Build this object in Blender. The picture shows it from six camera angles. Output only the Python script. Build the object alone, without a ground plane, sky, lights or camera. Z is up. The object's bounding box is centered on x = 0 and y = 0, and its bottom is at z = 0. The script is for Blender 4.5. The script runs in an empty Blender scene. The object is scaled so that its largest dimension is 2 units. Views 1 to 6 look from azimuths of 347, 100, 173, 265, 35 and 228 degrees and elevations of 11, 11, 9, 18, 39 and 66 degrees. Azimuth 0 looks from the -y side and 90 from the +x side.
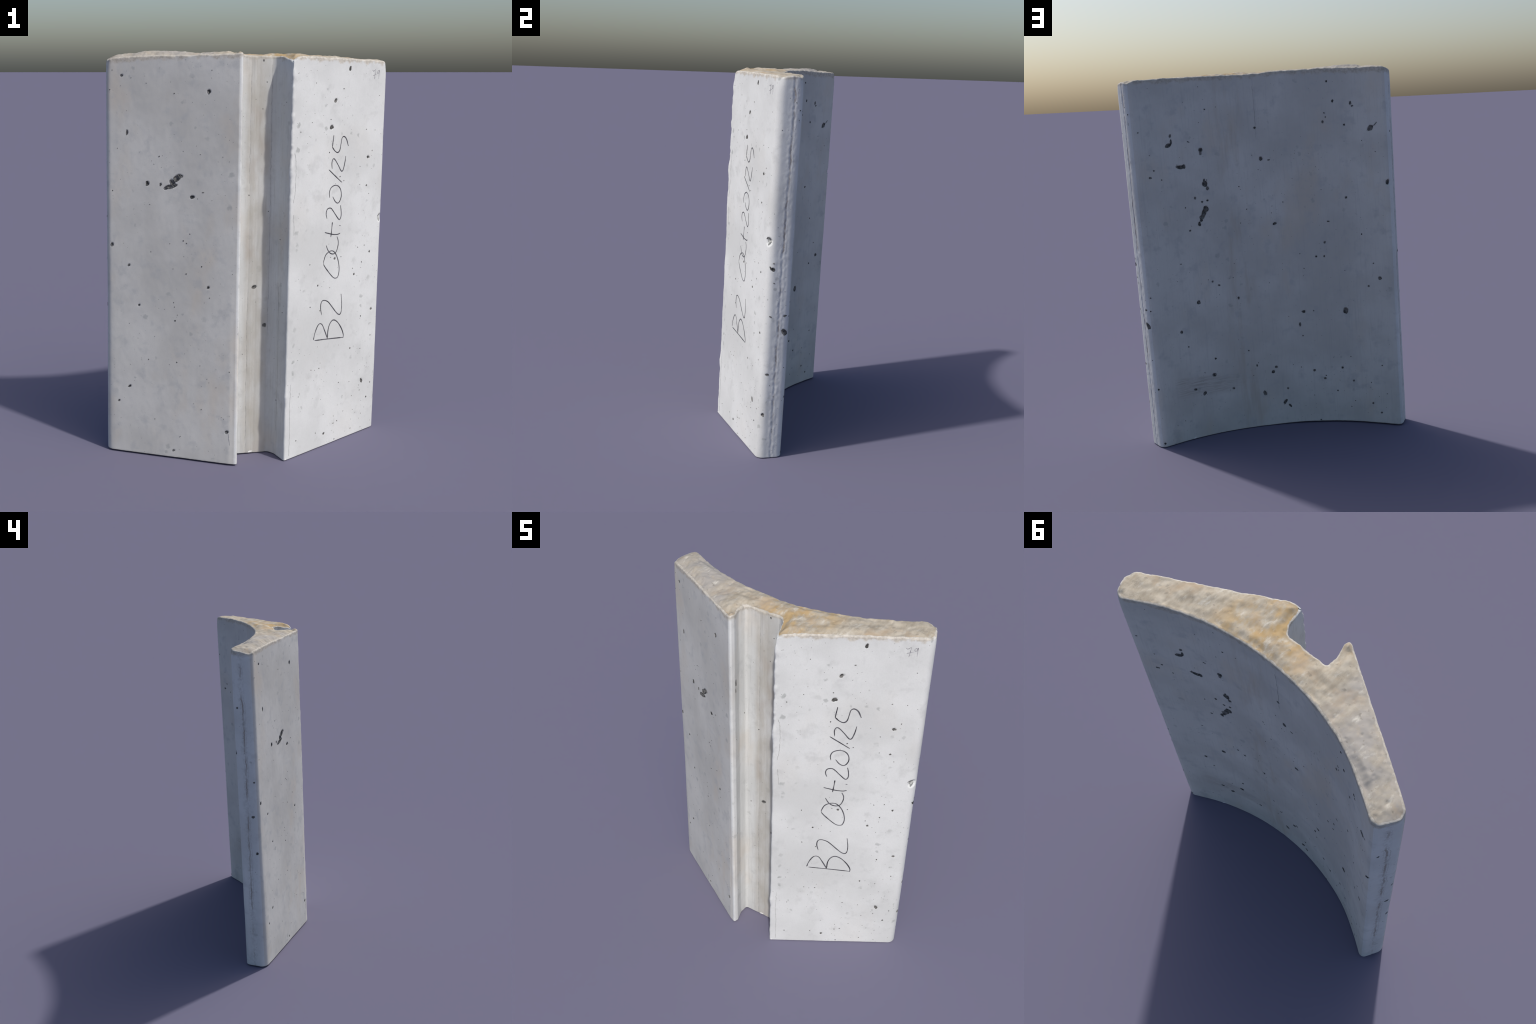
import math
import numpy as np

# ---------------------------------------------------------------- cross-section
# The thing is one extruded concrete section (metres, seen from above), leaning
# a little: every level is the base section moved by LEAN * height.
LEAN = np.array([0.0268, 0.0300])
ARC_C, ARC_R = np.array([-0.036, 1.158]), 1.155      # hollow back


def arc_y(x):
    t = max(0.0, min(1.0, (-0.42 - x) / 0.16))          # one wing curls in a touch more
    return ARC_C[1] - math.sqrt(ARC_R ** 2 - (x - ARC_C[0]) ** 2) + 0.006 * t * t * (3 - 2 * t)


def corner_list():
    """name, x, y, fillet radius; unnamed points only bend the outline."""
    pts = [("lip", 0.0970, -0.2620, 0.007),
           ("right_front", 0.7005, 0.0935, 0.040),
           ("right_back", 0.6415, 0.2160, 0.040)]
    for x in np.linspace(0.575, -0.640, 33):
        pts.append((None, float(x), arc_y(float(x)), 0.0))
    pts += [("left_back", -0.6925, 0.2120, 0.028),
            ("left_front", -0.7510, 0.0925, 0.038),
            ("nose", -0.1560, -0.2570, 0.006),
            (None, -0.1420, -0.2590, 0.007),
            (None, -0.1360, -0.2360, 0.008),
            (None, -0.1540, -0.1790, 0.026),
            (None, -0.1505, -0.1270, 0.015),
            (None, 0.0450, -0.1240, 0.020),
            (None, 0.0710, -0.1580, 0.028)]
    return pts


def build_outline():
    """Closed outline with rounded corners -> parts as (name, points)."""
    pts = corner_list()
    n = len(pts)
    dense, marks = [], {}
    for i, (name, x, y, r) in enumerate(pts):
        p = np.array([x, y])
        a = np.array(pts[i - 1][1:3]) - p
        b = np.array(pts[(i + 1) % n][1:3]) - p
        la, lb = np.linalg.norm(a), np.linalg.norm(b)
        a, b = a / la, b / lb
        ang = math.acos(max(-1.0, min(1.0, float(a @ b))))
        if r <= 0 or ang > 3.1:
            dense.append(p)
            continue
        t = min(r / math.tan(ang / 2), 0.48 * la, 0.48 * lb)
        r = t * math.tan(ang / 2)
        bis = (a + b) / np.linalg.norm(a + b)
        c = p + bis * r / math.sin(ang / 2)
        s, e = p + a * t, p + b * t
        a0 = math.atan2(*(s - c)[::-1])
        da = math.atan2(*(e - c)[::-1]) - a0
        da = (da + math.pi) % (2 * math.pi) - math.pi
        for k in range(9):
            th = a0 + da * k / 8
            if k == 4 and name:
                marks[name] = len(dense)
            dense.append(c + r * np.array([math.cos(th), math.sin(th)]))
    return np.array(dense), marks


OUTLINE, MARKS = build_outline()
OUTLINE = np.roll(OUTLINE, -MARKS["lip"], axis=0)
_len = len(OUTLINE)
MARKS = {k: (v - MARKS["lip"]) % _len for k, v in MARKS.items()}
OUTLINE = np.vstack([OUTLINE, OUTLINE[:1]])
ARC = np.concatenate([[0], np.cumsum(np.linalg.norm(np.diff(OUTLINE, axis=0), axis=1))])
PERIM = float(ARC[-1])
# where each face of the section starts, as distance along the outline
FACE_START = {"front_panel": 0.0,
              "end_edge": float(ARC[MARKS["right_front"]]),
              "back_face": float(ARC[MARKS["right_back"]]),
              "far_end_edge": float(ARC[MARKS["left_back"]]),
              "far_front_panel": float(ARC[MARKS["left_front"]]),
              "groove": float(ARC[MARKS["nose"]])}
FACES = list(FACE_START)
BOUNDS = list(FACE_START.values()) + [PERIM]

rng = np.random.default_rng(79)


# ---------------------------------------------------------------- noise helpers
def _hash(ix, iy, iz, seed):
    h = (ix * 374761393 + iy * 668265263 + iz * 2147483647 + seed * 1274126177) & 0xFFFFFFFF
    h = ((h ^ (h >> 13)) * 1274126177) & 0xFFFFFFFF
    h = ((h ^ (h >> 16)) * 2246822519) & 0xFFFFFFFF
    return ((h ^ (h >> 15)) & 0xFFFF) / 32767.5 - 1.0


def vnoise(x, y, z, seed=0):
    x, y, z = np.broadcast_arrays(np.asarray(x, float), np.asarray(y, float), np.asarray(z, float))
    ix, iy, iz = (np.floor(a).astype(np.int64) for a in (x, y, z))
    f = [a - b for a, b in ((x, ix), (y, iy), (z, iz))]
    u, v, w = (t * t * (3 - 2 * t) for t in f)
    out = 0.0
    for dx in (0, 1):
        for dy in (0, 1):
            for dz in (0, 1):
                wt = (u if dx else 1 - u) * (v if dy else 1 - v) * (w if dz else 1 - w)
                out = out + wt * _hash(ix + dx, iy + dy, iz + dz, seed)
    return out


def fbm(x, y, z, octaves=3, seed=0):
    out, amp = 0.0, 1.0
    for o in range(octaves):
        out = out + amp * vnoise(x * 2 ** o, y * 2 ** o, z * 2 ** o, seed + 17 * o)
        amp *= 0.5
    return out


def smooth(a, b, x):
    t = np.clip((np.asarray(x, float) - a) / (b - a), 0, 1)
    return t * t * (3 - 2 * t)


# ---------------------------------------------------------------- surface rules
_tan = np.diff(OUTLINE, axis=0)
_tan /= np.linalg.norm(_tan, axis=1)[:, None]
_vt = _tan + np.roll(_tan, 1, axis=0)
_vt = np.vstack([_vt, _vt[:1]])
_vt /= np.linalg.norm(_vt, axis=1)[:, None]


def section(s):
    """Point and outward normal of the base section at arc distance s."""
    s = np.asarray(s, float) % PERIM
    p = np.stack([np.interp(s, ARC, OUTLINE[:, k]) for k in (0, 1)], -1)
    t = np.stack([np.interp(s, ARC, _vt[:, k]) for k in (0, 1)], -1)
    t /= np.linalg.norm(t, axis=-1, keepdims=True)
    return p, np.stack([t[..., 1], -t[..., 0]], -1)


def arc_gap(s, centre):
    d = np.abs((np.asarray(s, float) - centre) % PERIM)
    return np.minimum(d, PERIM - d)


RIM_X = [-0.76, -0.66, -0.50, -0.30, -0.14, 0.00, 0.20, 0.40, 0.60, 0.70]
RIM_Z = [1.960, 1.970, 1.976, 1.979, 1.981, 1.970, 1.968, 1.963, 1.957, 1.952]


OUT_X = np.linspace(-0.70, 0.65, 60)
OUT_Y = np.array([arc_y(float(v)) for v in OUT_X])


def rim_height(x, y):
    back = np.exp(-np.clip(y - np.interp(x, OUT_X, OUT_Y), -1, 0) ** 2 / 0.030 ** 2)
    spot = lambda px, py, w: np.exp(-((x - px) ** 2 + (y - py) ** 2) / w ** 2)
    dents = (0.006 * spot(-0.146, -0.248, 0.016) - 0.006 * spot(-0.172, -0.228, 0.014)
             - 0.026 * spot(0.092, -0.262, 0.028) - 0.014 * spot(0.078, -0.215, 0.028)
             - 0.008 * (spot(0.69, 0.10, 0.03) + spot(0.64, 0.20, 0.03) + spot(-0.74, 0.10, 0.03)))
    return (np.interp(x, RIM_X, RIM_Z) + dents + 0.0020 + back * (0.0035 + 0.0040 * smooth(-0.15, -0.40, x))
            + 0.0030 * vnoise(x * 6, y * 6, 0.5, 4) + 0.0030 * vnoise(x * 22, y * 22, 0.5, 5)
            + 0.0016 * vnoise(x * 60, y * 60, 0.5, 6))


def foot_height(x):
    """The cast foot stands on its right wing; the left one is a hair off the ground."""
    return 0.0045 * smooth(0.05, -0.20, x)


LIP = 0.0
NOSE = FACE_START["groove"] + 0.012
EDGE = FACE_START["end_edge"]
FAR_EDGE = FACE_START["far_end_edge"]
SEAM_Z = [0.03, 0.28, 0.54, 0.74, 0.97, 1.24, 1.43, 1.64, 1.81, 1.95]
SEAM_S = [0.065, 0.060, 0.062, 0.064, 0.064, 0.067, 0.072, 0.074, 0.076, 0.073]
FAR_Z = [0.16, 0.42, 0.80, 1.07, 1.39, 1.95]
FAR_S = [0.057, 0.052, 0.058, 0.060, 0.064, 0.064]


def relief(s, z, x, y):
    """Outward displacement of the moulded faces, without air holes."""
    d = 0.0013 * vnoise(x * 3.1, y * 3.1, z * 2.6, 1)
    d = d + 0.0006 * vnoise(x * 13, y * 13, z * 9, 2)
    d = d + 0.00025 * vnoise(x * 55, y * 55, z * 40, 3)
    # mortar seam where the mould halves met, on both end edges
    wob = 0.0048 * vnoise(0.3, 0.7, z * 26, 8) + 0.0016 * vnoise(0.3, 0.7, z * 80, 9)
    for start, zs, ss, k in ((EDGE, SEAM_Z, SEAM_S, 1.0), (FAR_EDGE, FAR_Z, FAR_S, 0.5)):
        q = s - start - np.interp(z, zs, ss) - wob
        rough = 0.6 + 0.4 * vnoise(x * 70, y * 70, z * 30, 10)
        d = d - k * 0.0016 * np.exp(-(q / 0.0055) ** 2) * rough
        d = d + k * 0.0010 * np.exp(-((q + 0.0105) / 0.0060) ** 2) * rough
        d = d + k * 0.0008 * np.exp(-((q - 0.0115) / 0.0060) ** 2) * rough
        band = np.exp(-(q / 0.030) ** 2)
        d = d + k * 0.0009 * band * vnoise(x * 110, y * 110, z * 70, 11)
    # crumbled lip of the groove: chips above, one flap of mortar, a second low
    g = arc_gap(s, LIP)
    near = np.exp(-(g / 0.016) ** 2)
    d = d + near * (0.0014 + 0.0020 * smooth(1.2, 1.5, z)) * fbm(x * 30, y * 30, z * 26, 3, 12)
    d = d + 0.0075 * np.exp(-(g / 0.013) ** 2) * (np.exp(-((z - 1.430) / 0.045) ** 2)
                                                  + 0.5 * np.exp(-((z - 1.26) / 0.12) ** 2)
                                                  + 0.7 * np.exp(-((z - 0.330) / 0.035) ** 2))
    far = smooth(0, 0.05, s - FACE_START["far_front_panel"]) * smooth(0, 0.03, FACE_START["groove"] - s)
    d = d + 0.0035 * far * smooth(1.2, 0.2, z)
    # nose wears a little
    d = d + 0.0012 * np.exp(-(arc_gap(s, NOSE) / 0.015) ** 2) * fbm(x * 20, y * 20, z * 22, 2, 14)
    # fine casting lines along the groove floor
    for off, depth in ((0.222, 0.0020), (0.240, -0.0010), (0.262, 0.0010), (0.325, 0.0016), (0.395, 0.0018)):
        q = s - FACE_START["groove"] - off - 0.0012 * vnoise(0.1, 0.2, z * 9, 15)
        d = d - depth * np.exp(-(q / 0.0035) ** 2)
    # two knocked-out chips on corners
    for cs, cz, r, dep in ((0.676, 1.148, 0.022, 0.013), (FACE_START["back_face"] + 1.398, 1.372, 0.015, 0.009)):
        rr = (arc_gap(s, cs) / r) ** 2 + ((z - cz) / (r * 1.1)) ** 2
        d = d - dep * np.clip(1 - rr, 0, 1) ** 0.7 * (0.75 + 0.45 * fbm(x * 90, y * 90, z * 90, 2, 16))
    return d


def crown(s, z, x, y, top):
    """Inward rounding near the broken upper rim and the foot."""
    narrow = np.exp(-(arc_gap(s, NOSE + 0.01) / 0.055) ** 2)
    r = 0.0085 + 0.0050 * vnoise(x * 45, y * 45, 0.3, 21) + 0.0030 * vnoise(x * 110, y * 110, 0.3, 22)
    r = np.clip(r, 0.003, 0.018) * (1 - 0.72 * narrow)
    t = np.clip((z - (top - r)) / r, 0, 1)
    d = -r * 0.9 * (1 - np.sqrt(np.clip(1 - t * t, 0, 1)))
    t2 = np.clip((z - (top - 0.085)) / 0.085, 0, 1)
    d = d - 0.007 * t2 ** 2.2 * np.exp(-(arc_gap(s, LIP) / 0.022) ** 2)
    d = d - 0.002 * t2 ** 2 * np.exp(-(arc_gap(s, NOSE) / 0.015) ** 2)
    for c in (EDGE, FACE_START["back_face"], FAR_EDGE, FACE_START["far_front_panel"]):
        d = d - 0.007 * t2 ** 2.5 * np.exp(-(arc_gap(s, c) / 0.020) ** 2)
    f = np.clip(1 - (z - foot_height(x)) / 0.003, 0, 1)
    return d - 0.0022 * f ** 2


def surface(s, z, lift=0.0):
    """World point on the finished moulded face, lifted along its normal."""
    s, z = np.asarray(s, float), np.asarray(z, float)
    p, n = section(s)
    d = relief(s, z, p[..., 0], p[..., 1]) + lift
    xy = p + n * d[..., None] + LEAN * z[..., None]
    return np.concatenate([xy, z[..., None]], -1)


# ---------------------------------------------------------------- air holes
# (distance along the face, height, half length mm, half width mm, tilt)
HOLES = {}
HOLES["front_panel"] = [
    (0.662, 1.164, 12.0, 2.8, 35),  # no hole: dark crescent modelled as shading on the chip's upper edge
    (0.275, 1.634, 13.5, 10.5, 20), (0.572, 0.284, 14.3, 7.9, -66), (0.299, 1.762, 11.6, 8.2, 43), (0.4, 1.916, 12.6, 7.3, 74), (0.559, 1.472, 9.5, 7.2, -5),
    (0.63, 0.665, 8.2, 5.7, -1), (0.286, 0.065, 7.0, 5.7, 1), (0.328, 0.976, 6.3, 6.0, -19), (0.482, 0.873, 6.2, 5.1, -78), (0.554, 1.327, 6.5, 4.8, -4),
    (0.598, 0.977, 5.4, 5.0, -55), (0.617, 0.183, 5.6, 4.6, -3), (0.471, 0.482, 5.2, 4.8, -70), (0.208, 0.856, 5.2, 4.7, -2), (0.547, 0.64, 4.9, 3.5, -81),
    (0.632, 0.521, 4.3, 3.6, -76), (0.357, 1.818, 5.0, 3.0, -1), (0.348, 1.387, 4.3, 3.4, -3), (0.369, 0.013, 4.5, 2.9, 1),
]
HOLES["end_edge"] = [
    (0.1, 0.682, 21.7, 11.8, -48), (0.019, 1.009, 10.8, 9.6, -23), (0.09, 0.678, 19.8, 4.8, -57), (0.009, 0.239, 9.8, 8.5, -88), (0.02, 0.458, 11.7, 5.1, -4),
    (0.006, 1.016, 12.0, 4.5, -57), (0.097, 0.768, 10.5, 4.2, 14), (0.02, 0.765, 9.0, 4.1, -31), (0.093, 0.767, 6.5, 5.0, -10), (0.125, 0.763, 4.5, 4.2, 46),
    (0.021, 1.04, 4.4, 4.0, -41), (0.028, 0.939, 5.0, 3.5, -6),
]
HOLES["back_face"] = [
    (1.395, 1.372, 17.0, 10.0, 70), (0.372, 1.255, 26.0, 12.0, 65), (0.360, 1.232, 22.0, 12.0, 45), (0.380, 1.275, 14.0, 11.0, 80), (0.352, 1.212, 9.0, 7.0, 20), (1.121, 0.656, 19.4, 14.4, 81), (1.313, 1.661, 20.2, 13.3, 43), (0.389, 1.407, 17.2, 15.5, 81),
    (0.257, 1.506, 24.5, 10.4, -4), (0.385, 1.272, 17.3, 12.9, 84), (0.2, 1.623, 20.4, 10.4, 20), (0.634, 0.194, 15.4, 10.1, -65), (0.747, 0.132, 17.9, 8.4, 57),
    (0.381, 1.589, 11.8, 11.1, 70), (0.349, 0.343, 12.0, 10.7, -36), (0.294, 0.766, 11.6, 10.5, -81), (0.279, 1.508, 11.7, 10.1, 80), (0.283, 0.248, 14.2, 8.2, 56),
    (0.708, 1.522, 12.0, 9.4, 83), (0.34, 1.194, 13.0, 8.4, 84), (1.325, 0.844, 10.6, 9.5, 34), (0.402, 1.382, 10.6, 8.5, 83), (0.758, 1.162, 12.4, 7.1, 27),
    (0.885, 0.655, 11.6, 7.4, -1), (0.69, 0.315, 10.2, 8.4, 60), (0.218, 1.641, 14.1, 5.8, 83), (0.379, 1.572, 11.8, 6.3, 84), (0.773, 0.107, 13.2, 5.6, -51),
    (0.177, 0.618, 9.0, 7.9, -76), (0.86, 0.581, 13.0, 5.4, 85), (0.386, 1.423, 11.9, 5.6, 84), (0.229, 0.281, 10.2, 6.3, -16), (1.211, 1.796, 10.4, 6.1, 86),
    (0.709, 0.342, 8.2, 7.5, -11), (0.216, 1.672, 9.0, 6.5, 80), (0.924, 0.309, 8.2, 6.6, 2), (1.055, 1.703, 8.6, 6.0, 85), (1.341, 1.681, 14.8, 3.3, 45),
    (0.982, 0.26, 7.3, 6.6, 11), (0.455, 0.247, 8.6, 5.6, -12), (0.078, 1.464, 8.4, 5.7, -3), (0.526, 0.762, 8.2, 5.5, 86), (0.327, 1.336, 7.9, 5.7, 84),
    (0.687, 1.689, 6.7, 6.6, 27), (1.084, 0.323, 6.8, 6.2, 57), (1.114, 1.811, 7.8, 5.4, 85), (1.026, 1.045, 6.4, 6.1, 50), (0.012, 0.02, 6.5, 6.0, -71),
    (0.6, 0.362, 8.4, 4.6, 86), (0.75, 1.513, 8.1, 4.7, -2), (1.159, 1.291, 6.3, 6.0, 33), (0.421, 0.846, 6.5, 5.4, -11), (1.053, 1.162, 7.9, 4.4, 0),
    (0.365, 1.312, 6.5, 5.3, -5), (0.396, 1.317, 6.4, 5.3, -4), (1.297, 0.066, 6.1, 5.3, 47), (1.25, 0.119, 6.1, 5.3, 49), (0.364, 0.435, 5.9, 5.4, -34),
    (1.22, 1.781, 6.1, 5.2, 0), (0.767, 0.21, 5.7, 5.5, 89), (1.144, 0.247, 5.9, 5.3, 55), (0.316, 1.635, 7.6, 4.0, -29), (0.385, 0.871, 5.7, 5.3, -24),
    (1.259, 0.798, 5.7, 5.2, 41), (0.283, 1.163, 5.7, 5.2, -10), (1.019, 0.967, 5.5, 5.3, 55), (0.975, 0.967, 5.5, 5.3, 58), (1.171, 1.683, 5.4, 5.2, 13),
    (1.088, 1.916, 5.3, 5.2, 6), (0.005, 0.329, 5.4, 5.1, 76), (0.103, 1.499, 5.4, 4.5, 0), (1.072, 1.728, 5.9, 4.0, 85), (1.066, 1.75, 6.0, 3.9, -1),
    (0.944, 0.013, 4.9, 4.6, 70), (0.211, 0.529, 5.1, 4.4, -28), (1.05, 0.187, 4.9, 4.5, 60), (1.313, 0.345, 5.0, 4.4, 45), (0.559, 0.454, 4.8, 4.5, -50),
    (0.422, 1.8, 4.8, 4.5, 13), (0.872, 0.516, 4.7, 4.5, 70), (0.941, 0.658, 4.7, 4.5, 66), (0.21, 0.99, 5.8, 3.5, -9), (1.293, 0.927, 4.7, 4.3, 35),
    (0.031, 1.699, 5.4, 3.7, 0), (1.235, 1.089, 4.6, 4.3, 33), (0.011, 0.835, 4.3, 4.2, -86), (0.144, 1.448, 4.5, 3.9, -1),
]
HOLES["far_end_edge"] = [
    (0.092, 0.986, 10.1, 8.0, 26), (0.107, 0.755, 8.7, 7.9, 68), (0.027, 1.641, 6.2, 5.4, 34), (0.108, 1.2, 5.9, 5.6, 75),
]
HOLES["far_front_panel"] = [
    (0.376, 1.402, 24.0, 15.0, 40), (0.352, 1.378, 20.0, 13.0, -60), (0.345, 1.361, 34.0, 10.0, 12), (0.392, 1.412, 15.0, 7.0, -10), (0.318, 1.352, 12.0, 8.0, 10), (0.221, 1.371, 11.4, 9.6, 85), (0.533, 1.809, 10.8, 9.1, -88), (0.454, 1.314, 12.0, 8.1, 3),
    (0.032, 1.063, 9.9, 8.5, 79), (0.114, 1.613, 12.5, 6.2, 89), (0.646, 0.168, 9.8, 7.9, 18), (0.128, 0.35, 9.8, 5.1, 24), (0.087, 1.883, 7.6, 5.5, 0),
    (0.54, 0.881, 6.7, 6.2, 27), (0.29, 1.368, 7.6, 5.4, 88), (0.123, 0.966, 7.0, 5.7, 10), (0.367, 0.04, 7.1, 5.2, 15), (0.069, 0.269, 5.8, 5.1, 33),
    (0.178, 0.769, 5.5, 5.0, 26), (0.37, 0.704, 4.6, 4.2, 29), (0.509, 1.338, 6.0, 3.1, 2),
]
HOLES["groove"] = [
    (0.050, 1.617, 20.0, 6.5, -85), (0.046, 1.575, 14.0, 4.5, -85), (0.253, 0.858, 13.6, 8.8, 9), (0.309, 0.662, 11.3, 10.1, -25), (0.28, 1.953, 5.5, 4.5, -86),
]

# ---------------------------------------------------------------- handwriting
# strokes on the bright front panel: (distance from the groove lip, height)
WRITING = [
    ("digit_five", [
        [(0.292, 1.595), (0.283, 1.537)],
        [(0.283, 1.537), (0.302, 1.518), (0.323, 1.508), (0.339, 1.519), (0.347, 1.551), (0.353, 1.577), (0.368, 1.585), (0.387, 1.571), (0.403, 1.536)],
    ]),
    ("digit_two", [
        [(0.287, 1.429), (0.284, 1.459), (0.291, 1.477), (0.304, 1.476), (0.330, 1.447), (0.353, 1.417), (0.364, 1.414), (0.371, 1.424), (0.380, 1.454), (0.386, 1.487)],
    ]),
    ("slash", [
        [(0.264, 1.427), (0.312, 1.393), (0.362, 1.358)],
    ]),
    ("digit_zero", [
        [(0.277, 1.287), (0.273, 1.311), (0.283, 1.335), (0.309, 1.346), (0.337, 1.341), (0.357, 1.319), (0.362, 1.288), (0.352, 1.264), (0.336, 1.256), (0.317, 1.267), (0.299, 1.291)],
    ]),
    ("digit_two", [
        [(0.263, 1.184), (0.255, 1.209), (0.261, 1.230), (0.277, 1.236), (0.294, 1.231), (0.323, 1.200), (0.347, 1.175), (0.358, 1.172), (0.366, 1.187), (0.365, 1.215), (0.359, 1.243)],
    ]),
    ("digit_seven", [
        [(0.569, 1.909), (0.574, 1.904), (0.581, 1.904), (0.593, 1.911), (0.589, 1.889), (0.585, 1.864)],
        [(0.574, 1.882), (0.588, 1.885), (0.603, 1.889)],
    ]),
    ("digit_nine", [
        [(0.619, 1.908), (0.609, 1.902), (0.609, 1.894), (0.617, 1.894), (0.623, 1.910), (0.621, 1.887), (0.620, 1.865)],
    ]),
    ("full_stop", [
        [(0.356, 1.140), (0.365, 1.139)],
    ]),
    ("letter_t", [
        [(0.250, 1.117), (0.279, 1.109), (0.313, 1.100), (0.346, 1.097), (0.364, 1.101)],
        [(0.303, 1.163), (0.300, 1.127), (0.295, 1.089)],
    ]),
    ("letter_c", [
        [(0.262, 1.051), (0.277, 1.024), (0.295, 1.007), (0.318, 1.001), (0.338, 1.010), (0.350, 1.037), (0.351, 1.063), (0.341, 1.086)],
    ]),
    ("letter_o", [
        [(0.248, 0.956), (0.251, 0.982), (0.264, 1.005), (0.292, 1.018), (0.318, 1.014), (0.342, 0.988), (0.358, 0.951), (0.364, 0.913), (0.357, 0.882), (0.343, 0.874), (0.320, 0.881), (0.283, 0.915), (0.248, 0.956)],
    ]),
    ("digit_two", [
        [(0.243, 0.699), (0.234, 0.737), (0.238, 0.765), (0.255, 0.773), (0.285, 0.762), (0.310, 0.739), (0.348, 0.699), (0.369, 0.682), (0.384, 0.680), (0.392, 0.697), (0.393, 0.733), (0.386, 0.785)],
    ]),
    ("letter_b", [
        [(0.196, 0.577), (0.295, 0.566), (0.412, 0.551)],
        [(0.188, 0.581), (0.197, 0.613), (0.214, 0.645), (0.231, 0.657), (0.250, 0.648), (0.269, 0.615), (0.292, 0.570)],
        [(0.292, 0.570), (0.296, 0.616), (0.309, 0.645), (0.332, 0.658), (0.363, 0.643), (0.395, 0.606), (0.414, 0.569), (0.414, 0.548)],
    ]),
]
# hairline cracks and mould lines: face, half width mm, strokes
CRACKS = [
    ("front_panel", 0.9, [[(0.032, 0.385), (0.031, 0.323), (0.029, 0.260), (0.033, 0.168), (0.031, 0.017)],
                          [(0.021, 1.521), (0.029, 1.482), (0.032, 1.429), (0.030, 1.348), (0.020, 1.285)],
                          [(0.023, 1.229), (0.028, 1.165), (0.027, 1.128)]]),
    ("groove", 0.8, [[(0.222, 1.885), (0.221, 1.626), (0.221, 1.470), (0.220, 1.369)],
                     [(0.223, 0.850), (0.220, 0.611), (0.221, 0.427), (0.222, 0.013)],
                     [(0.324, 1.933), (0.325, 1.593), (0.327, 1.100), (0.325, 0.600)],
                     [(0.391, 0.865), (0.397, 0.465), (0.392, 0.127)]]),
    ("far_front_panel", 1.6, [[(0.656, 0.159), (0.662, 0.101)]]),
    ("back_face", 0.7, [[(0.690, 1.900), (0.692, 1.780), (0.690, 1.640)]]),
]

# ================================================================ build
import bpy
from mathutils import Vector
from mathutils.geometry import delaunay_2d_cdt

# columns round the outline: every face gets its own even spacing, shared borders
STEP = 0.0040
cols, col_face = [], {}
for name, a, b in zip(FACES, BOUNDS[:-1], BOUNDS[1:]):
    k = max(4, int(round((b - a) / STEP)))
    col_face[name] = (len(cols), len(cols) + k)
    cols += list(a + (b - a) * np.arange(k) / k)
cols = np.array(cols)
NC = len(cols)
P0, N0 = section(cols)
RIM = rim_height(P0[:, 0], P0[:, 1])
FOOT = foot_height(P0[:, 0])

# rows up the height: fine at the foot and at the broken rim
low = np.array([0.0, 0.0015, 0.003])
mid = np.linspace(0.006, 1.925, 481)
drop = np.linspace(0.034, 0.0, 18)[1:]
NR = len(low) + len(mid) + len(drop)
Z = np.empty((NR, NC))
Z[:3] = FOOT + low[:, None]
Z[3:3 + len(mid)] = mid[:, None]
h0 = Z[2 + len(mid)]
Z[3 + len(mid):] = RIM - (RIM - h0) * (drop / 0.034)[:, None]
SS = np.broadcast_to(cols, Z.shape)
X0 = np.broadcast_to(P0[:, 0], Z.shape)
Y0 = np.broadcast_to(P0[:, 1], Z.shape)
D = relief(SS, Z, X0, Y0) + crown(SS, Z, X0, Y0, RIM)

# sink the air holes into the faces
for face, holes in HOLES.items():
    for s, z, a, b, tilt in holes:
        if b < 5:
            continue
        sc, a, b = FACE_START[face] + s, a * 0.92e-3, b * 0.92e-3
        ci = np.where(arc_gap(cols, sc) < a * 1.4)[0]
        ri = np.where(np.abs(mid - z) < a * 1.4)[0] + 3
        if not len(ci) or not len(ri):
            continue
        g = np.ix_(ri, ci)
        ds = (SS[g] - sc + PERIM / 2) % PERIM - PERIM / 2
        dz = Z[g] - z
        c, n = math.cos(math.radians(tilt)), math.sin(math.radians(tilt))
        q = ((ds * c + dz * n) / a) ** 2 + ((-ds * n + dz * c) / b) ** 2
        D[g] -= np.clip(1 - q / 1.15, 0, 1) * (min(0.5 * b, 0.006) * 1.6 + 0.0015)

XY = P0 + N0 * D[..., None] + LEAN * Z[..., None]
side = np.concatenate([XY, Z[..., None]], -1).reshape(-1, 3)


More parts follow.
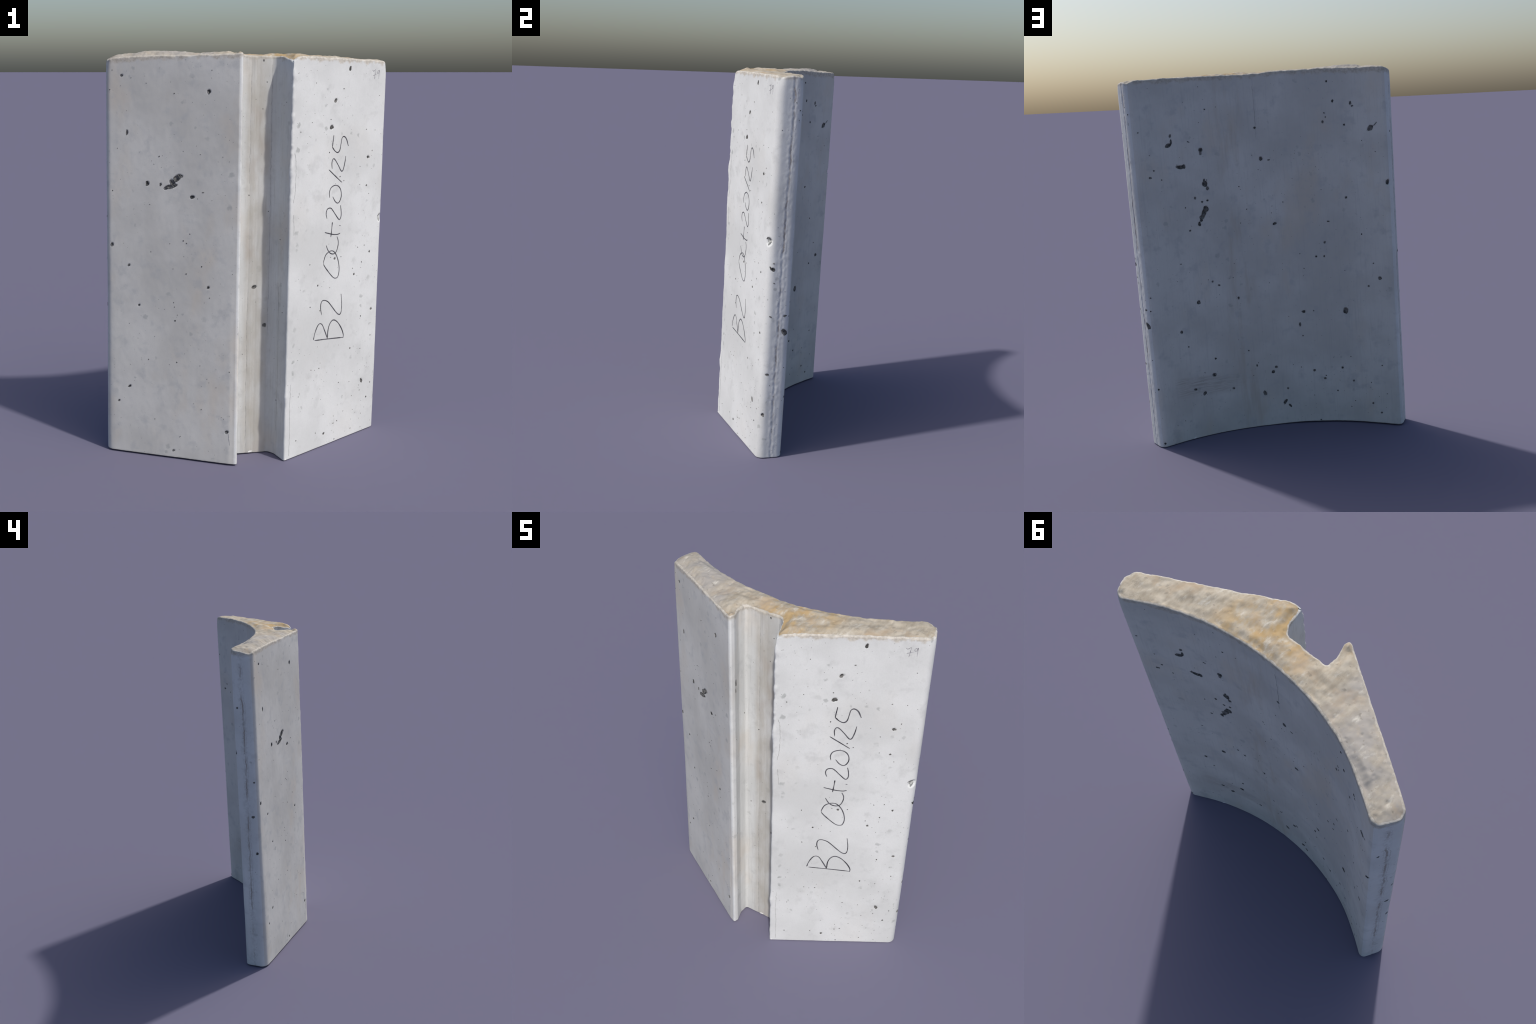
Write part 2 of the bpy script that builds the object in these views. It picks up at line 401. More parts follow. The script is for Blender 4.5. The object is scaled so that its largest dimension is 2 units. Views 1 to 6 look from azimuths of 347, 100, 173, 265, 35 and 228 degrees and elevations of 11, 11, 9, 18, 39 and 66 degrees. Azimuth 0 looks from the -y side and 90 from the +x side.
# broken top: scattered points inside the rim, joined to it
def fill(ring, spacing, jitter):
    lo, hi = ring.min(0), ring.max(0)
    gx, gy = np.meshgrid(np.arange(lo[0], hi[0], spacing), np.arange(lo[1], hi[1], spacing * 0.866))
    gx = gx + (np.arange(gx.shape[0]) % 2)[:, None] * spacing / 2
    pts = np.stack([gx.ravel(), gy.ravel()], 1) + rng.uniform(-jitter, jitter, (gx.size, 2)) * spacing
    inside = np.zeros(len(pts), bool)
    nxt = np.roll(ring, -1, axis=0)
    for (x1, y1), (x2, y2) in zip(ring, nxt):
        if y1 == y2:
            continue
        cr = ((y1 > pts[:, 1]) != (y2 > pts[:, 1]))
        inside ^= cr & (pts[:, 0] < (x2 - x1) * (pts[:, 1] - y1) / (y2 - y1) + x1)
    pts = pts[inside]
    gap = np.concatenate([np.sqrt(((c[:, None] - ring[None]) ** 2).sum(-1)).min(1)
                          for c in np.array_split(pts, 30)])
    keep = gap > spacing * 0.7
    pts, gap = pts[keep], gap[keep]
    n = len(ring)
    v = [Vector(p) for p in ring.tolist() + pts.tolist()]
    res = delaunay_2d_cdt(v, [(i, (i + 1) % n) for i in range(n)], [], 1, 1e-7)
    # output vertices keep the input order when nothing crosses
    out, faces, orig = np.array([tuple(p) for p in res[0]]), res[2], res[3]
    first = np.array([o[0] if o else -1 for o in orig])
    return pts, gap, out, faces, first


ring = side[(NR - 1) * NC:, :2]
pts, gap, out, faces, first = fill(ring, 0.0048, 0.28)
tx, ty = pts[:, 0], pts[:, 1]
bx, by = tx - LEAN[0] * 1.97, ty - LEAN[1] * 1.97
edge = smooth(0, 0.040, gap)
top = rim_height(bx, by) + edge * (0.003 + 0.006 * smooth(-0.30, -0.05, bx) * smooth(0.62, 0.35, bx) + 0.019 * np.exp(-((bx + 0.51) / 0.15) ** 2)
                                   + 0.005 * np.exp(-((bx + 0.22) / 0.10) ** 2)
                                   + 0.004 * smooth(0.30, 0.10, bx) * smooth(-0.10, 0.05, bx))
# dragged ridges across the thickness, pits and soft humps
rx, ry = tx * 0.98 + ty * 0.20, ty * 0.98 - tx * 0.20
firm = smooth(0.0, 0.012, gap)
top = top + firm * (0.0019 * fbm(rx * 40, ry * 14, 0.2, 3, 31) + 0.0044 * fbm(tx * 17, ty * 17, 0.6, 3, 33)
                    + 0.0042 * edge * vnoise(tx * 8, ty * 8, 0.1, 35))
top -= firm * 0.004 * np.clip(vnoise(tx * 60, ty * 60, 0.4, 37) - 0.55, 0, 1) / 0.45
top = 1.9995 - np.logaddexp(0, (1.9995 - top) * 700) / 700
cap = np.column_stack([pts, top])

# map triangulation output back to global vertex ids (ring first, then points)
gid = np.where(first < NC, (NR - 1) * NC + first, NR * NC + first - NC)
cap_faces = [tuple(int(gid[i]) for i in f) for f in faces if all(first[i] >= 0 for i in f)]
V = np.vstack([side, cap])


def quads(i0, i1):
    r, c = np.meshgrid(np.arange(NR - 1), np.arange(i0, i1), indexing="ij")
    c2 = (c + 1) % NC
    return np.stack([r * NC + c, r * NC + c2, (r + 1) * NC + c2, (r + 1) * NC + c], -1).reshape(-1, 4)


# one set of vertex normals for the whole body, so parts meet without a seam
VN = np.zeros_like(V)


def add_normals(f):
    f = np.asarray(f)
    n = np.cross(V[f[:, 2]] - V[f[:, 0]], V[f[:, -1]] - V[f[:, 1]] if f.shape[1] == 4 else V[f[:, 1]] - V[f[:, 0]])
    if f.shape[1] == 3:
        n = -n
    for k in range(f.shape[1]):
        np.add.at(VN, f[:, k], n)


add_normals(quads(0, NC))
tri = [f for f in cap_faces if len(f) == 3]
# keep every cap triangle facing up
ta = np.array(tri)
up = np.cross(V[ta[:, 1], :2] - V[ta[:, 0], :2], V[ta[:, 2], :2] - V[ta[:, 0], :2])
ta[up < 0] = ta[up < 0][:, ::-1]
add_normals(ta)
VN /= np.maximum(np.linalg.norm(VN, axis=1, keepdims=True), 1e-12)

scene_col = bpy.context.scene.collection


def make_mesh(name, verts, polys, normals=None, mat=None, smooth_on=True):
    me = bpy.data.meshes.new(name)
    polys = np.asarray(polys)
    k = polys.shape[1]
    me.vertices.add(len(verts))
    me.vertices.foreach_set("co", np.asarray(verts, np.float32).ravel())
    me.loops.add(polys.size)
    me.loops.foreach_set("vertex_index", polys.astype(np.int32).ravel())
    me.polygons.add(len(polys))
    me.polygons.foreach_set("loop_start", np.arange(0, polys.size, k, dtype=np.int32))
    me.polygons.foreach_set("loop_total", np.full(len(polys), k, np.int32))
    me.update(calc_edges=True)
    me.validate()
    if smooth_on:
        me.polygons.foreach_set("use_smooth", np.ones(len(polys), bool))
    if normals is not None:
        me.normals_split_custom_set_from_vertices(np.asarray(normals).tolist())
    if mat:
        me.materials.append(mat)
    return me


def add_object(name, mesh, parent):
    ob = bpy.data.objects.new(name, mesh)
    ob.parent = parent
    scene_col.objects.link(ob)
    return ob


def take(polys):
    ids, inv = np.unique(np.asarray(polys).ravel(), return_inverse=True)
    return V[ids], inv.reshape(np.asarray(polys).shape), VN[ids]


# ---------------------------------------------------------------- materials
class Nodes:
    """Tiny helper for writing shader trees as expressions."""

    def __init__(self, name):
        self.mat = bpy.data.materials.new(name)
        self.mat.use_nodes = True
        self.t = self.mat.node_tree
        self.t.nodes.clear()

    def put(self, sock, val):
        if isinstance(val, bpy.types.NodeSocket):
            self.t.links.new(val, sock)
        elif isinstance(val, (tuple, list)) and len(val) == 3 and sock.type == "RGBA":
            sock.default_value = (*val, 1)
        else:
            sock.default_value = val

    def node(self, kind, ins=None, **props):
        n = self.t.nodes.new(kind)
        for k, v in props.items():
            setattr(n, k, v)
        for k, v in (ins or {}).items():
            self.put(n.inputs[k], v)
        return n

    def math(self, op, a, b=0.0, clamp=False):
        return self.node("ShaderNodeMath", {0: a, 1: b}, operation=op, use_clamp=clamp).outputs[0]

    def span(self, x, a, b, lo=0.0, hi=1.0):
        n = self.node("ShaderNodeMapRange", {0: x, 1: a, 2: b, 3: lo, 4: hi}, interpolation_type="SMOOTHSTEP")
        return n.outputs[0]

    def mix(self, fac, a, b, blend="MIX"):
        n = self.node("ShaderNodeMix", data_type="RGBA", blend_type=blend)
        self.put(n.inputs[0], fac)
        self.put(n.inputs[6], a)
        self.put(n.inputs[7], b)
        return n.outputs[2]

    def section_coords(self):
        """Object coordinates with the lean taken out."""
        co = self.node("ShaderNodeTexCoord").outputs["Object"]
        s = self.node("ShaderNodeSeparateXYZ", {0: co}).outputs
        self.x = self.math("SUBTRACT", s[0], self.math("MULTIPLY", s[2], float(LEAN[0])))
        self.y = self.math("SUBTRACT", s[1], self.math("MULTIPLY", s[2], float(LEAN[1])))
        self.z = s[2]
        self.co = self.node("ShaderNodeCombineXYZ", {0: self.x, 1: self.y, 2: self.z}).outputs[0]
        return self.co

    def at(self, scale=(1, 1, 1), shift=(0, 0, 0), rot=(0, 0, 0)):
        return self.node("ShaderNodeMapping", {0: self.co, 1: shift, 2: rot, 3: scale}).outputs[0]

    def noise(self, scale, detail=3.0, rough=0.55, vec=None):
        return self.node("ShaderNodeTexNoise", {"Vector": vec or self.co, "Scale": scale, "Detail": detail,
                                                "Roughness": rough}).outputs[0]

    def cells(self, scale, vec=None):
        n = self.node("ShaderNodeTexVoronoi", {"Vector": vec or self.co, "Scale": scale})
        pick = self.node("ShaderNodeSeparateColor", {0: n.outputs["Color"]}).outputs
        return n.outputs["Distance"], pick

    def finish(self, color, rough=0.85, bump=None, strength=0.2, dist=0.002):
        b = self.node("ShaderNodeBsdfPrincipled", {"Base Color": color, "Roughness": rough})
        b.inputs["Specular IOR Level"].default_value = 0.25
        if bump is not None:
            n = self.node("ShaderNodeBump", {"Strength": strength, "Distance": dist, "Height": bump})
            self.t.links.new(n.outputs[0], b.inputs["Normal"])
        o = self.node("ShaderNodeOutputMaterial")
        self.t.links.new(b.outputs[0], o.inputs[0])
        return self.mat


PALE = (0.640, 0.655, 0.655)
DULL = (0.555, 0.568, 0.565)
SHADE_TINT_PALE = (0.608, 0.602, 0.572)  # same concrete, tinted warmer and darker for the side turned from the sun
SHADE_TINT_DULL = (0.505, 0.498, 0.470)


def concrete_base(m, spots=1.0, warm=0.3, streaks=0.0, dark=0.0, pale=PALE, dull=DULL):
    m.section_coords()
    cloud = m.noise(2.6, 5.0, 0.55, m.at(shift=(3.1, 1.7, 0.4)))
    col = m.mix(m.span(cloud, 0.34, 0.66), dull, pale)
    # soft warm drifts, turned up on faces tinted toward the scan's shade
    drift = m.noise(4.2, 3.0, 0.6, m.at((1, 1, 0.55), (7, 2, 5)))
    col = m.mix(m.math("MULTIPLY", m.span(drift, 0.52, 0.74), warm), col, (0.560, 0.505, 0.430))
    blot = m.noise(15, 4.0, 0.6, m.at(shift=(1, 9, 2)))
    col = m.mix(m.math("MULTIPLY", m.span(blot, 0.52, 0.74), 0.38 + dark), col, (0.430, 0.440, 0.440))
    if streaks:
        st = m.noise(1.0, 3.0, 0.65, m.at((120, 120, 5)))
        col = m.mix(m.math("MULTIPLY", m.span(st, 0.50, 0.78), streaks), col, (0.400, 0.405, 0.405))
    # grey aggregate ghosts under the skin
    warp = m.node("ShaderNodeMix", {0: 0.028}, data_type="VECTOR")
    m.put(warp.inputs[4], m.co)
    m.put(warp.inputs[5], m.node("ShaderNodeTexNoise", {"Vector": m.co, "Scale": 45.0, "Detail": 2.0}).outputs["Color"])
    d, pick = m.cells(19.0, warp.outputs[1])
    size = m.span(pick[1], 0.0, 1.0, 0.10, 0.27)
    ghost = m.math("MULTIPLY", m.span(m.math("DIVIDE", d, size), 1.15, 0.5), m.span(pick[0], 0.60, 0.66))
    where = m.span(m.noise(3.3, 2.0, 0.5, m.at(shift=(4, 4, 1))), 0.40, 0.60, 0.15, 1.0)
    ghost = m.math("MULTIPLY", ghost, m.math("MULTIPLY", where, 0.72 * spots))
    col = m.mix(ghost, col, (0.330, 0.345, 0.340))
    # pinholes
    d2, pick2 = m.cells(62.0)
    pin = m.math("MULTIPLY", m.span(d2, 0.17, 0.08), m.math("GREATER_THAN", pick2[0], 0.80))
    col = m.mix(m.math("MULTIPLY", pin, m.math("MULTIPLY", where, 0.75 * spots)), col, (0.130, 0.130, 0.130))
    grain = m.noise(190, 3.0, 0.7)
    col = m.mix(m.span(grain, 0.40, 0.75, 0.0, 0.16), col, (0.360, 0.365, 0.370))
    # crumbled, creamy skin where the faces roll into the broken top
    rim = m.math("MINIMUM", m.math("ADD", m.math("MULTIPLY", m.x, -0.026), 1.971),
                 m.math("ADD", m.math("MULTIPLY", m.x, 0.048), 1.9934))
    torn = m.math("MULTIPLY", m.math("SUBTRACT", m.noise(26, 4.0, 0.65), 0.5), 0.060)
    torn = m.span(m.math("ADD", m.math("SUBTRACT", m.z, rim), torn), -0.022, -0.004, 0.0, 0.75)
    col = m.mix(torn, col, m.mix(m.span(m.noise(70, 3.0, 0.6), 0.35, 0.65), (0.350, 0.312, 0.255), (0.520, 0.475, 0.405)))
    height = m.math("ADD", m.math("MULTIPLY", grain, 0.5), m.math("MULTIPLY", blot, 0.8))
    height = m.math("SUBTRACT", height, pin)
    return col, height


def panel_material():
    m = Nodes("cast_concrete")
    c, h = concrete_base(m, spots=1.0, warm=0.10)
    # the panel foot carries more grey bloom
    return m.finish(c, 0.8, h, 0.18)


def far_panel_material():
    m = Nodes("shade_tinted_concrete")
    c, h = concrete_base(m, spots=0.8, warm=0.55, dark=0.20, pale=SHADE_TINT_PALE, dull=SHADE_TINT_DULL)
    return m.finish(c, 0.8, h, 0.18)


def back_material():
    m = Nodes("trowelled_concrete")
    c, h = concrete_base(m, spots=0.7, warm=0.60, streaks=0.34, dark=0.22, pale=SHADE_TINT_PALE, dull=SHADE_TINT_DULL)  # base dimmed and blotched toward the back's baked-in shade
    # rubbed, scratched band low on one wing
    mask = m.math("MULTIPLY", m.span(m.x, 0.10, 0.32), m.span(m.x, 0.56, 0.50))
    line = m.math("ADD", m.z, m.math("MULTIPLY", m.x, -0.08))
    mask = m.math("MULTIPLY", mask, m.math("MULTIPLY", m.span(line, 0.195, 0.235), m.span(line, 0.330, 0.300)))
    scr = m.noise(1.0, 3.0, 0.7, m.at((9, 9, 170)))
    mask = m.math("MULTIPLY", mask, m.span(scr, 0.40, 0.70, 0.08, 0.70))
    c = m.mix(mask, c, (0.310, 0.280, 0.255))
    # brown run marks at mid width
    run = m.math("MULTIPLY", m.span(m.x, 0.02, 0.10), m.span(m.x, 0.26, 0.14))
    run = m.math("MULTIPLY", run, m.span(m.noise(1.0, 4.0, 0.6, m.at((22, 22, 3.2))), 0.46, 0.72))
    c = m.mix(m.math("MULTIPLY", run, 0.35), c, (0.380, 0.320, 0.250))
    return m.finish(c, 0.85, m.math("ADD", h, m.noise(1.0, 2.0, 0.6, m.at((160, 160, 7)))), 0.22)


def groove_material():
    m = Nodes("stained_groove_concrete")
    c, h = concrete_base(m, spots=0.5, warm=0.5, streaks=0.50, dark=0.10)
    deep = m.span(m.y, -0.165, -0.130)
    band = m.math("MULTIPLY", m.span(m.x, -0.110, -0.072), m.span(m.x, 0.075, 0.0))
    st = m.noise(1.0, 4.0, 0.6, m.at((16, 16, 5.5), (2, 5, 1)))
    tan = m.math("MULTIPLY", m.math("MULTIPLY", deep, band), m.span(st, 0.25, 0.75, 0.25, 0.70))
    c = m.mix(tan, c, (0.375, 0.345, 0.290))
    rust = m.math("MULTIPLY", tan, m.span(m.noise(5.5, 3.0, 0.6, m.at((1, 1, 0.6), (8, 1, 3))), 0.52, 0.72))
    c = m.mix(m.math("MULTIPLY", rust, 0.6), c, (0.330, 0.255, 0.205))
    return m.finish(c, 0.85, h, 0.2)


def edge_material(name, face, seam_z, seam_s, tint):
    m = Nodes(name)
    c, h = concrete_base(m, spots=0.8, warm=0.2, dark=0.08)
    a, b = section(FACE_START[face] + 0.03)[0], section(FACE_START[face] + 0.09)[0]
    e = (b - a) / np.linalg.norm(b - a)
    o = a - e * 0.03
    t = m.math("ADD", m.math("MULTIPLY", m.math("SUBTRACT", m.x, float(o[0])), float(e[0])),
               m.math("MULTIPLY", m.math("SUBTRACT", m.y, float(o[1])), float(e[1])))
    # seam course against height, as a float curve
    fc = m.node("ShaderNodeFloatCurve", {1: m.math("DIVIDE", m.z, 2.0)})
    cv = fc.mapping.curves[0]
    for i, (zz, ss) in enumerate(zip(seam_z, seam_s)):
        p = (zz / 2.0, ss * 5)
        if i == 0:
            cv.points[0].location = p
        elif i == len(seam_z) - 1:
            cv.points[1].location = p
        else:
            cv.points.new(*p)
    fc.mapping.update()
    course = m.math("MULTIPLY", fc.outputs[0], 0.2)
    q = m.math("SUBTRACT", t, course)
    wob = m.noise(1.0, 3.0, 0.6, m.at((0.5, 0.5, 26), (3, 3, 0)))
    q = m.math("ADD", q, m.math("MULTIPLY", m.math("SUBTRACT", wob, 0.5), 0.024))
    pres = m.noise(1.0, 3.0, 0.65, m.at((4, 4, 9), (5, 1, 2)))
    for off, wid, lo, hi, colr, amt in ((0.0, 0.0070, 0.40, 0.62, (0.235, 0.195, 0.165), 0.75),
                                        (-0.0125, 0.0024, 0.42, 0.60, (0.340, 0.328, 0.310), 0.50),
                                        (0.0110, 0.0030, 0.50, 0.66, (0.340, 0.330, 0.315), 0.40)):
        own = m.noise(1.0, 3.0, 0.6, m.at((0.5, 0.5, 17), (off * 900, 1, 2)))
        own = m.math("MULTIPLY", m.math("SUBTRACT", own, 0.5), 0.026 if off else 0.006)
        dd = m.math("ABSOLUTE", m.math("ADD", m.math("ADD", q, own), off))
        k = m.math("MULTIPLY", m.span(dd, wid, wid * 0.35), m.span(pres, lo, hi))
        c = m.mix(m.math("MULTIPLY", k, amt), c, colr)
    halo = m.math("MULTIPLY", m.span(m.math("ABSOLUTE", q), 0.030, 0.008), m.span(m.noise(60, 4.0, 0.7), 0.42, 0.70))
    c = m.mix(m.math("MULTIPLY", halo, 0.60), c, tint)
    return m.finish(c, 0.8, h, 0.25)


def broken_material():
    m = Nodes("broken_concrete")
    m.section_coords()
    drag = m.noise(1.0, 5.0, 0.62, m.at((30, 13, 13), rot=(0, 0, 0.20)))
    patch = m.noise(9.0, 4.0, 0.6, m.at(shift=(2, 6, 0)))
    c = m.mix(m.span(drag, 0.25, 0.75), (0.310, 0.268, 0.205), (0.480, 0.432, 0.352))
    c = m.mix(m.span(patch, 0.47, 0.66, 0.0, 0.60), c, (0.410, 0.312, 0.210))
    # ochre soaking in where the section is thickest
    dx = m.math("DIVIDE", m.math("SUBTRACT", m.x, 0.10), 0.24)
    soak = m.span(m.math("MULTIPLY", dx, dx), 1.0, 0.05)
    soak = m.math("MULTIPLY", soak, m.span(m.noise(13, 4.0, 0.6, m.at((1.4, 0.8, 1), (5, 5, 0))), 0.36, 0.66))
    c = m.mix(m.math("MULTIPLY", soak, 0.75), c, (0.430, 0.285, 0.115))
    # grey, lilac-tinged stone on the far wing
    stone = m.math("MULTIPLY", m.span(m.x, -0.22, -0.30),
                   m.span(m.noise(10, 4.0, 0.6, m.at(shift=(1, 3, 0))), 0.36, 0.62, 0.25, 0.9))
    c = m.mix(stone, c, (0.360, 0.338, 0.312))
    pale = m.noise(20, 5.0, 0.65, m.at((1.5, 0.7, 1), (9, 2, 0)))
    c = m.mix(m.span(pale, 0.55, 0.74, 0.0, 0.70), c, (0.580, 0.555, 0.490))
    pit = m.noise(38, 3.0, 0.6, m.at(shift=(3, 3, 3)))
    c = m.mix(m.span(pit, 0.62, 0.74, 0.0, 0.55), c, (0.200, 0.180, 0.150))
    h = m.math("ADD", m.math("MULTIPLY", drag, 0.6), m.math("MULTIPLY", m.noise(120, 4.0, 0.7), 0.5))
    return m.finish(c, 0.9, h, 0.35)


def flat_material(name, a, b, scale=60.0, rough=0.9):
    m = Nodes(name)
    m.section_coords()
    return m.finish(m.mix(m.span(m.noise(scale, 3.0), 0.35, 0.65), a, b), rough)


PANEL = panel_material()
FAR_PANEL = far_panel_material()
BACK = back_material()
GROOVE = groove_material()
END = edge_material("seamed_concrete_edge", "end_edge", SEAM_Z, SEAM_S, (0.440, 0.455, 0.500))
FAR_END = edge_material("seamed_concrete_far_edge", "far_end_edge", FAR_Z, FAR_S, (0.430, 0.430, 0.430))
BROKEN = broken_material()
VOID = flat_material("air_hole_dark_lining", (0.055, 0.055, 0.054), (0.190, 0.187, 0.180))
INK = flat_material("faded_black_ink", (0.040, 0.040, 0.048), (0.130, 0.130, 0.145), 35.0, 0.6)
PENCIL = flat_material("grey_pencil", (0.200, 0.200, 0.220), (0.420, 0.420, 0.440), 90.0, 0.6)
CRACK = flat_material("hairline_crack_dirt", (0.200, 0.200, 0.200), (0.420, 0.420, 0.430), 40.0)
CHIP_SHADE = flat_material("chip_darkened_against_sun", (0.190, 0.200, 0.190), (0.430, 0.440, 0.430), 55.0)
WHITE = flat_material("white_fleck", (0.780, 0.770, 0.750), (0.800, 0.800, 0.790))

# ---------------------------------------------------------------- body parts
root = bpy.data.objects.new("concrete_channel_offcut", None)
root["label"] = "sawn length of grey precast concrete channel with handwritten date"
root["category"] = "concrete block"
root.empty_display_size = 0.2
scene_col.objects.link(root)

PART_NAME = {"front_panel": "front_panel", "far_front_panel": "front_panel", "end_edge": "end_edge",
             "far_end_edge": "end_edge", "back_face": "hollow_back", "groove": "groove"}
PART_MAT = {"front_panel": PANEL, "far_front_panel": FAR_PANEL, "end_edge": END,
            "far_end_edge": FAR_END, "back_face": BACK, "groove": GROOVE}
part = {}
for face in FACES:
    v, f, n = take(quads(*col_face[face]))
    part[face] = add_object(PART_NAME[face], make_mesh(PART_NAME[face], v, f, n, PART_MAT[face]), root)
v, f, n = take(ta)
part["top"] = add_object("broken_top", make_mesh("broken_top", v, f, n, BROKEN), root)

# underside, butted to the lowest ring
bring = side[:NC]
bp, bg, bo, bf, bfirst = fill(bring[:, :2], 0.03, 0.1)
bz = foot_height(bp[:, 0])
bv = np.vstack([bring, np.column_stack([bp, bz])])
bt = np.array([[int(bfirst[i]) for i in f] for f in bf if len(f) == 3 and all(bfirst[i] >= 0 for i in f)])
dn = np.cross(bv[bt[:, 1], :2] - bv[bt[:, 0], :2], bv[bt[:, 2], :2] - bv[bt[:, 0], :2])
bt[dn > 0] = bt[dn > 0][:, ::-1]
add_object("cast_foot", make_mesh("cast_foot", bv, bt, None, PANEL, False), root)


# ---------------------------------------------------------------- air hole linings
def hole_mesh(face, s, z, a, b, tilt, seed, flat=False):
    """Irregular shallow cup lining a hole; rim tucked under the surface."""
    sc, a, b = FACE_START[face] + s, a * 0.92e-3, b * 0.92e-3
    r = np.random.default_rng(seed)
    nt = 22 if b > 0.004 else 10
    rings = [0.0, 0.35, 0.65, 0.88, 1.0, 1.06]
    th = np.arange(nt) * 2 * math.pi / nt
    wob = 1 + sum(r.uniform(-1, 1) * w * np.cos(k * th + r.uniform(0, 6.3))
                  for k, w in ((2, 0.16), (3, 0.18), (4, 0.12), (5, 0.10), (7, 0.07)))
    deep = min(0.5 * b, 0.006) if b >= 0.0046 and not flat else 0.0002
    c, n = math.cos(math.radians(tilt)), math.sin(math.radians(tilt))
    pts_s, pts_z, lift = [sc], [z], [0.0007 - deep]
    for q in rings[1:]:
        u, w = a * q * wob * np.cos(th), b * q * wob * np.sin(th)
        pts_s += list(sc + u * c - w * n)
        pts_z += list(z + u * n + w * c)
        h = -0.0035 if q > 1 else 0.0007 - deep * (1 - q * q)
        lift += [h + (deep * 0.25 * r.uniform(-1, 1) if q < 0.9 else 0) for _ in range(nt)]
    pos = surface(pts_s, pts_z, np.array(lift))
    tris = [(0, 1 + i, 1 + (i + 1) % nt) for i in range(nt)]
    for k in range(len(rings) - 2):
        o, p = 1 + k * nt, 1 + (k + 1) * nt
        for i in range(nt):
            j = (i + 1) % nt
            tris += [(o + i, p + i, p + j), (o + i, p + j, o + j)]
    return pos, np.array(tris)


seed = 100
for face, holes in HOLES.items():
    for i, hole in enumerate(holes):
        seed += 1
        pos, t = hole_mesh(face, *hole, seed)
        add_object("air_hole", make_mesh("air_hole", pos, t, None, VOID), part[face])

# grey plate over the corner chip, darkened to tone down its sunlit white
pos, t = hole_mesh("front_panel", 0.675, 1.150, 20.0, 16.0, 70, 5, True)
add_object("chip_shade_plate", make_mesh("chip_shade_plate", pos, t, None, CHIP_SHADE), part["front_panel"])

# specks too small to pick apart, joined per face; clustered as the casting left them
SPECKS = {"front_panel": 110, "far_front_panel": 70, "back_face": 130, "groove": 25, "end_edge": 22, "far_end_edge": 10}
for face, count in SPECKS.items():
    width = BOUNDS[FACES.index(face) + 1] - FACE_START[face]
    vs, ts, base = [], [], 0
    while count > 0:
        s, z = rng.uniform(0.03 * width, 0.97 * width), rng.uniform(0.02, 1.92)
        p, _ = section(FACE_START[face] + s)
        dens = 0.5 + 0.5 * float(vnoise(p[0] * 5, p[1] * 5, z * 4, 71))
        if face == "front_panel":
            dens *= 1.0 - 0.5 * smooth(0.6, 1.2, z)
        if rng.uniform() > dens:
            continue
        size = 1.2 + 2.1 * rng.uniform() ** 2.2
        pos, t = hole_mesh(face, s, z, size * rng.uniform(1, 1.5), size, rng.uniform(-90, 90), int(rng.integers(1e6)))
        vs.append(pos)
        ts.append(t + base)
        base += len(pos)
        count -= 1
    ob = add_object("air_speck", make_mesh("air_speck", np.vstack(vs), np.vstack(ts), None, VOID), part[face])
    ob["kind"] = "stuff"


# ---------------------------------------------------------------- ink and cracks
def spline(ctrl, step):
    p = np.array(ctrl, float)
    if len(p) == 2:
        n = max(2, int(np.linalg.norm(p[1] - p[0]) / step))
        return p[0] + (p[1] - p[0]) * np.linspace(0, 1, n + 1)[:, None]
    closed = np.allclose(p[0], p[-1])
    ext = np.vstack([p[-2] if closed else 2 * p[0] - p[1], p, p[1] if closed else 2 * p[-1] - p[-2]])
    out = []
    for i in range(1, len(ext) - 2):
        a, b, c, d = ext[i - 1:i + 3]
        n = max(2, int(np.linalg.norm(c - b) / step))
        t = (np.arange(n) / n)[:, None]
        out.append(0.5 * (2 * b + (c - a) * t + (2 * a - 5 * b + 4 * c - d) * t ** 2
                          + (3 * b - a - 3 * c + d) * t ** 3))
    return np.vstack(out + [p[-1:]])


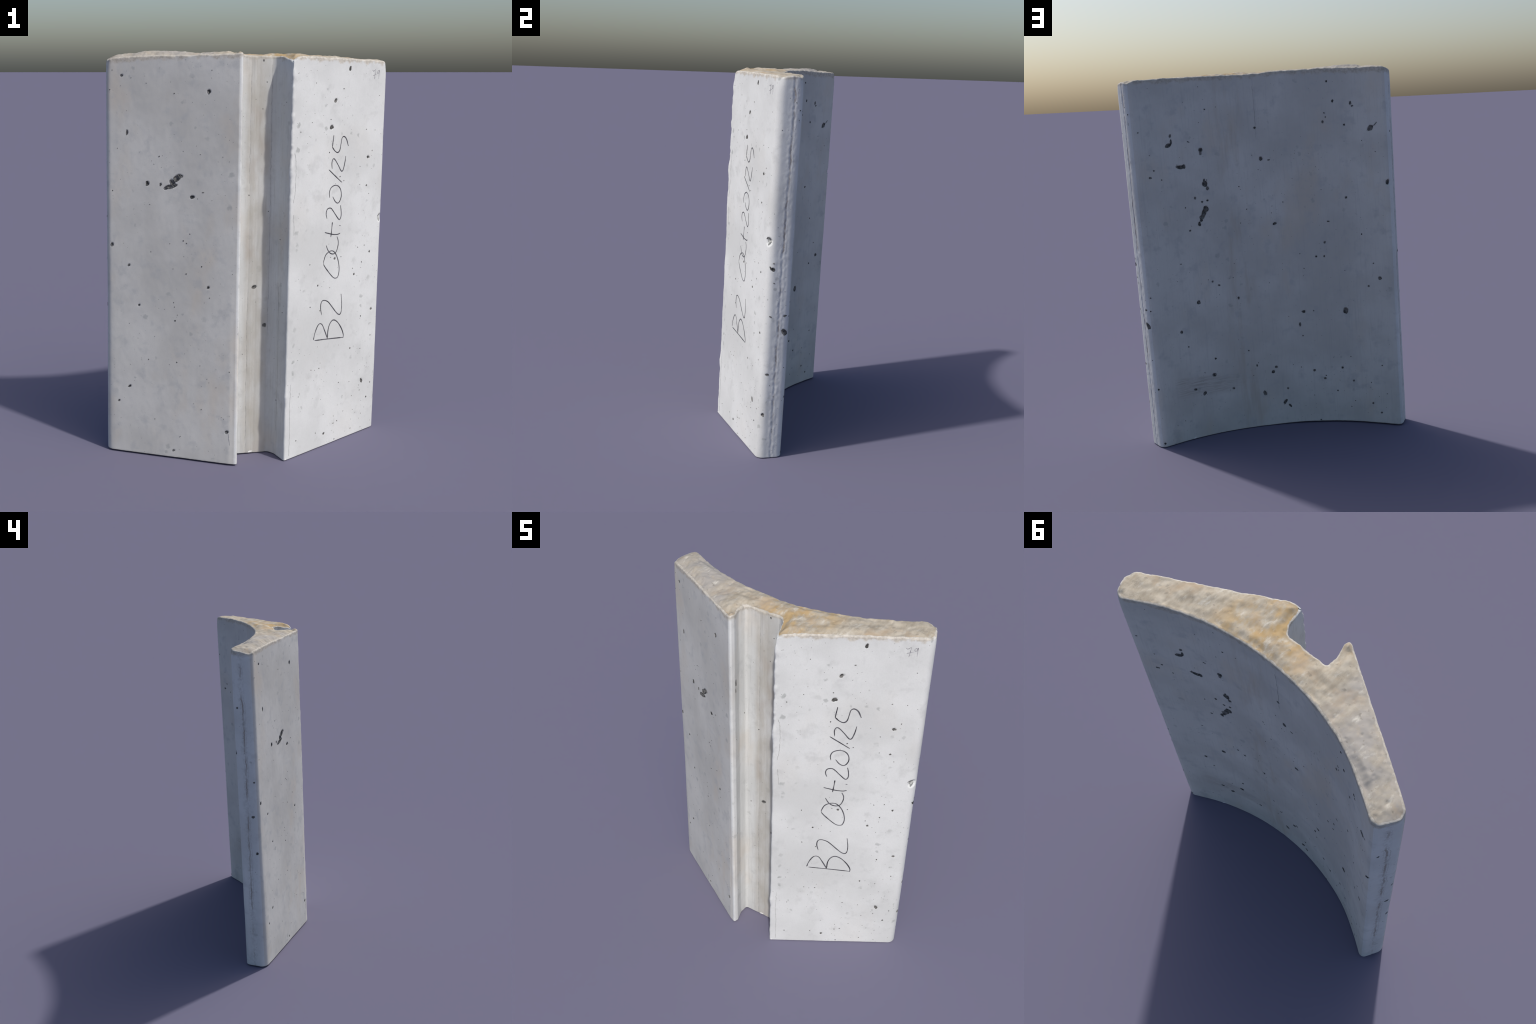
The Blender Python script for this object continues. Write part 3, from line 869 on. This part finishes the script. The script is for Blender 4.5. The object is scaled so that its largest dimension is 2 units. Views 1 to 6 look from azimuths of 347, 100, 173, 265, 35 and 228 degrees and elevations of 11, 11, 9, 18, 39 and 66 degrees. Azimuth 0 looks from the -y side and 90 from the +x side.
def stroke_mesh(face, ctrl, half, seed, wobble=0.0, height=0.0007):
    p = spline(ctrl, 0.0035)
    if wobble:
        p[:, 0] += wobble * vnoise(p[:, 1] * 60, seed, 0.5, seed) + wobble * 0.5 * vnoise(p[:, 1] * 170, seed, 0.5, seed + 1)
    t = np.gradient(p, axis=0)
    t /= np.maximum(np.linalg.norm(t, axis=1, keepdims=True), 1e-9)
    nrm = np.stack([-t[:, 1], t[:, 0]], 1)
    u = np.linspace(0, 1, len(p))
    w = half * (0.85 + 0.28 * vnoise(u * len(p) * 0.12, seed, 0.2, 41))
    w *= 0.45 + 0.55 * smooth(0, 0.04, u) * (0.35 + 0.65 * smooth(1, 0.88, u))
    pos = []
    for k, h in ((-1.0, -0.0012), (-0.8, height), (0.0, height * 1.25), (0.8, height), (1.0, -0.0012)):
        q = p + nrm * (w * k)[:, None]
        pos.append(surface(FACE_START[face] + q[:, 0], q[:, 1], h))
    n = len(p)
    quads_ = [(k * n + i, k * n + i + 1, (k + 1) * n + i + 1, (k + 1) * n + i)
              for k in range(4) for i in range(n - 1)]
    return np.vstack(pos), np.array(quads_)


def stroke_object(name, face, strokes, half, mat, wobble=0.0):
    vs, qs, base = [], [], 0
    for i, ctrl in enumerate(strokes):
        p, q = stroke_mesh(face, ctrl, half, 7 + i, wobble)
        vs.append(p)
        qs.append(q + base)
        base += len(p)
    return add_object(name, make_mesh(name, np.vstack(vs), np.vstack(qs), None, mat), part[face])


for name, strokes in WRITING:
    small = name in ("digit_seven", "digit_nine")
    stroke_object("handwritten_" + name, "front_panel", strokes, 0.0020 if small else 0.0037,
                  PENCIL if small else INK, 0.0008 if small else 0.0)
for face, half, strokes in CRACKS:
    ob = stroke_object("hairline_crack", face, strokes, half * 1e-3, CRACK, 0.0016)

# white flecks along the foot
for face, s, z, size in (("groove", 0.247, 0.009, 0.012), ("back_face", 0.200, 0.006, 0.011), ("front_panel", 0.010, 0.006, 0.007)):
    pos, t = hole_mesh(face, s, z, size * 1000, size * 380, 8, int(size * 1e5))
    add_object("white_fleck", make_mesh("white_fleck", pos, t, None, WHITE), part[face])
